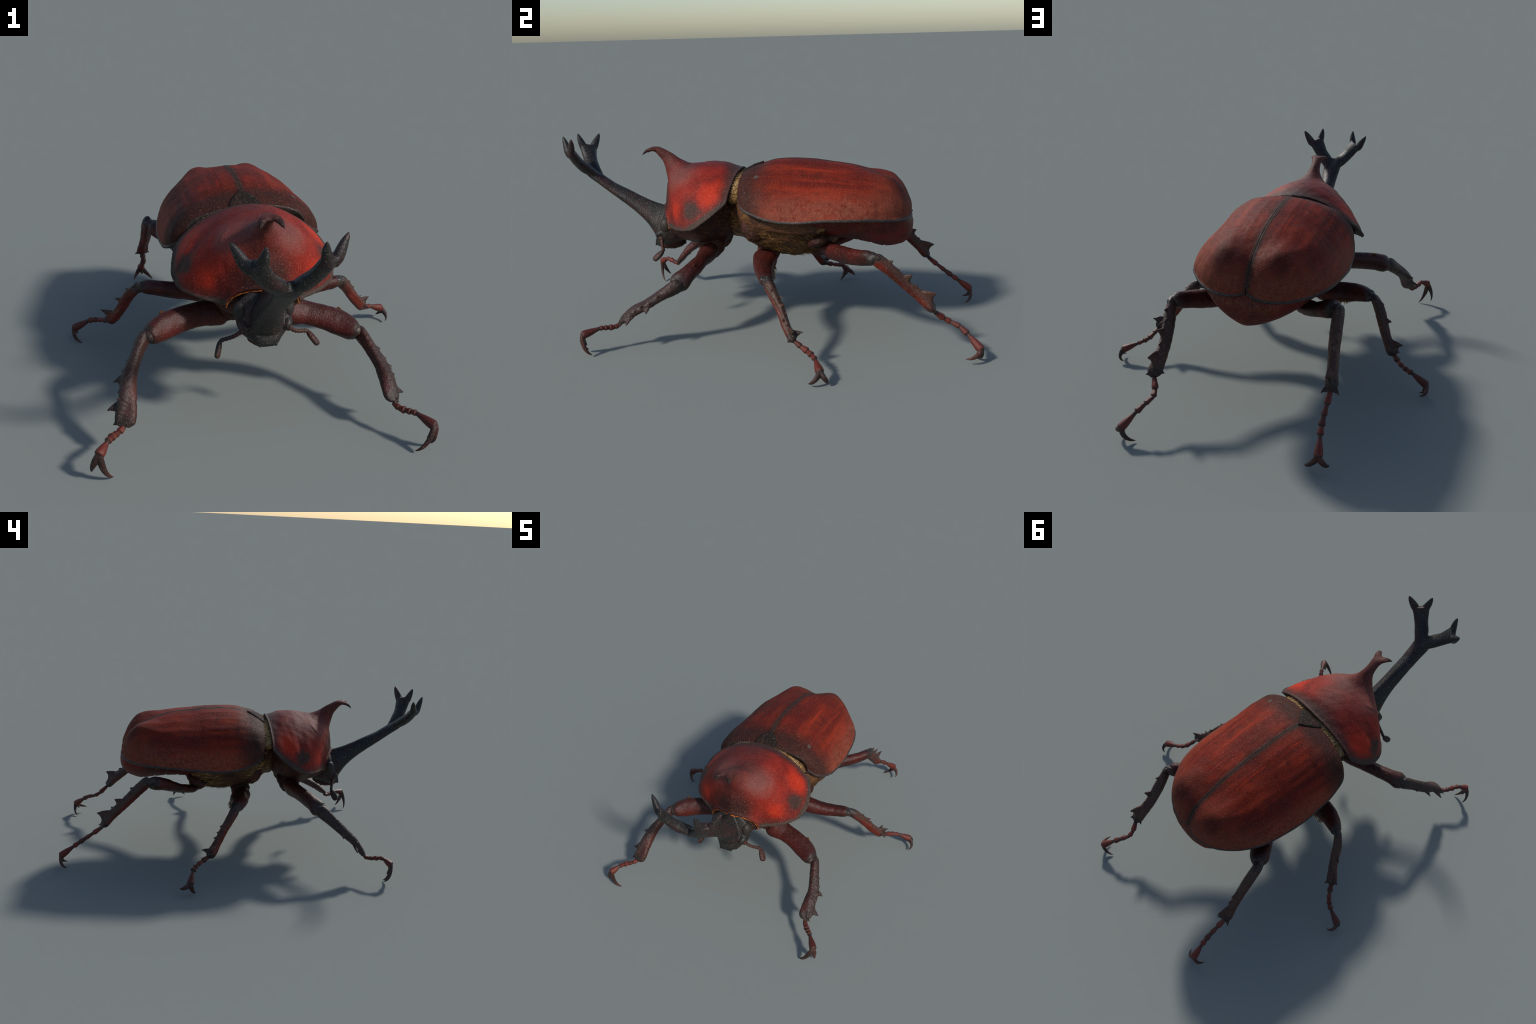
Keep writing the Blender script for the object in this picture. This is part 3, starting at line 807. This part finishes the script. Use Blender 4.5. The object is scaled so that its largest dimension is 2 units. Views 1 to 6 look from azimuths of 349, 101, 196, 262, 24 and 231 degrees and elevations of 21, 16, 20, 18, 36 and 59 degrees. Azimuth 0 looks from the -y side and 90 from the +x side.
build_leg(dict(coxa=((.04, .02, .42), (.10, .010, .355)), cr=.054, kr=.025, tmat=((104, 33, 20), (74, 27, 19), (62, 46, 38)),
    femur=[(.123, .006, .358, .047, .056), (.198, .010, .345, .042, .047), (.270, .026, .334, .036, .040), (.337, .046, .332, .031, .036), (.403, .061, .336, .026, .030)],
    fw=(.03, .26, .96), fspine=[],
    tibia=[(.430, .075, .332, .023, .022), (.472, .108, .284, .024, .021), (.506, .141, .233, .023, .018), (.548, .168, .182, .023, .017), (.588, .203, .142, .024, .014)],
    tw=(.54, .39, .74), thorns=[((.486, .098, .316), .012), ((.523, .155, .264), .015), ((.614, .210, .180), .022), ((.575, .246, .168), .015), ((.612, .186, .136), .012)],
    tarsus=[(.592, .211, .134), (.604, .240, .116), (.618, .270, .102), (.638, .290, .094), (.660, .306, .087), (.732, .336, .058)],
    claws=[(.738, .288, .012), (.715, .365, .012)], fringe=(0, .8, -.5)))
build_leg(dict(coxa=((-.06, .23, .43), (-.135, .26, .385)), cr=.050, kr=.026, tmat=((104, 33, 20), (74, 27, 19), (62, 46, 38)),
    femur=[(-.174, .290, .374, .042, .022), (-.220, .349, .391, .047, .024), (-.263, .403, .417, .052, .028), (-.305, .450, .444, .052, .033), (-.355, .500, .467, .040, .033)],
    fw=(-.71, -.67, .22), fspine=[],
    tibia=[(-.383, .529, .487, .025, .021), (-.386, .591, .427, .027, .025), (-.390, .650, .365, .025, .023), (-.398, .710, .308, .024, .022), (-.403, .757, .249, .018, .024)],
    tw=(-.15, .71, .69), thorns=[((-.383, .622, .448), .015), ((-.388, .704, .386), .020), ((-.388, .796, .308), .036), ((-.368, .788, .234), .013), ((-.436, .776, .232), .013)],
    tarsus=[(-.403, .766, .236), (-.398, .812, .200), (-.395, .852, .170), (-.394, .885, .146), (-.396, .915, .124), (-.405, .987, .070)],
    claws=[(-.345, .957, .014), (-.442, .947, .018)]))
build_leg(dict(coxa=((.02, .23, .43), (.07, .265, .395)), cr=.050, kr=.026, tmat=((104, 33, 20), (74, 27, 19), (62, 46, 38)),
    femur=[(.118, .295, .410, .049, .032), (.186, .352, .409, .047, .032), (.250, .410, .413, .044, .031), (.311, .463, .424, .040, .028), (.355, .514, .436, .033, .024)],
    fw=(.34, -.49, .8), fspine=[],
    tibia=[(.363, .533, .436, .025, .017), (.350, .601, .379, .025, .026), (.341, .669, .313, .023, .025), (.343, .734, .260, .025, .027), (.353, .777, .212, .016, .028)],
    tw=(-.22, .65, .73), thorns=[((.367, .607, .428), .015), ((.368, .690, .368), .020), ((.370, .795, .290), .036), ((.304, .782, .222), .013), ((.380, .798, .214), .013)],
    tarsus=[(.348, .788, .200), (.328, .826, .168), (.324, .856, .150), (.345, .897, .137), (.370, .928, .114), (.420, .987, .060)],
    claws=[(.362, .968, .004), (.449, .920, .030)]))

# ------------------------------------------------------------------ fur on the chest (uncountable strands, one mesh)
def fur(name, pts, dirs, length, r, mat, matrix):
    vs, fs = [], []
    for p, d in zip(pts, dirs):
        L = length * rng.uniform(.6, 1.3); d = unit(d + rng.normal(size=3) * .16)
        s = unit(np.cross(d, rng.normal(size=3))); u = np.cross(d, s); o = len(vs)
        q = p + d * L * .55 + V3(0, 0, -.05 * L)
        for k in range(3):
            a = 2 * math.pi * k / 3; vs.append(p + (s * math.cos(a) + u * math.sin(a)) * r)
        for k in range(3):
            a = 2 * math.pi * k / 3; vs.append(q + (s * math.cos(a) + u * math.sin(a)) * r * .7)
        vs.append(p + d * L + V3(0, 0, -.15 * L))
        for k in range(3):
            j = (k + 1) % 3
            fs += [(o + k, o + j, o + 3 + j, o + 3 + k), (o + 3 + k, o + 3 + j, o + 6)]
    me = new_mesh(name, vs, fs); shade(me)
    ob = add(name, me, root, (mat,), matrix); ob['kind'] = 'stuff'
T = np.array(thx)
pts, dirs = [], []
for _ in range(2600):
    y = rng.uniform(-.11, .24); w, zw, zb = [np.interp(y, T[:, 0], T[:, k]) for k in (1, 2, 4)]
    a = rng.uniform(.05, 1.25) if rng.random() < .8 else rng.uniform(.05, 1.55)
    s = rng.choice((-1, 1)); c, q = math.cos(a), math.sin(a)
    p = V3(s * w * c ** (2 / 1.66), y, zw - (zw - zb) * q ** (2 / 1.66))
    n = unit(V3(s * c / w, 0, -q / (zw - zb)))
    dd = V3(s * .1, .75, -.45); dd = dd - n * (dd @ n)
    pts.append(p - n * .003); dirs.append(unit(unit(dd) + n * .10))
fur('chest_fur', pts, dirs, .030, .0018, M_HAIR, R_WING)
pts = [p for a, b in FRINGES for p in a]; dirs = [q for a, b in FRINGES for q in b]
fur('leg_fringe', pts, dirs, .022, .0016, M_HAIR, None)

# ragged cream fringe behind the pronotum
pts, dirs = [], []
for _ in range(700):
    a = rng.uniform(-.35, math.pi + .35); c, q = math.cos(a), math.sin(a)
    w = .100 + .126 * float(smooth(-.40, .25, q))
    pts.append(V3(w * c, rng.uniform(-.142, -.112), .625 + (.121 if q > 0 else .13) * q))
    dirs.append(unit(V3(c * .45, .75, q * .45)))
fur('neck_fringe_hair', pts, dirs, .016, .0013, M_CREAM, R_PRON)
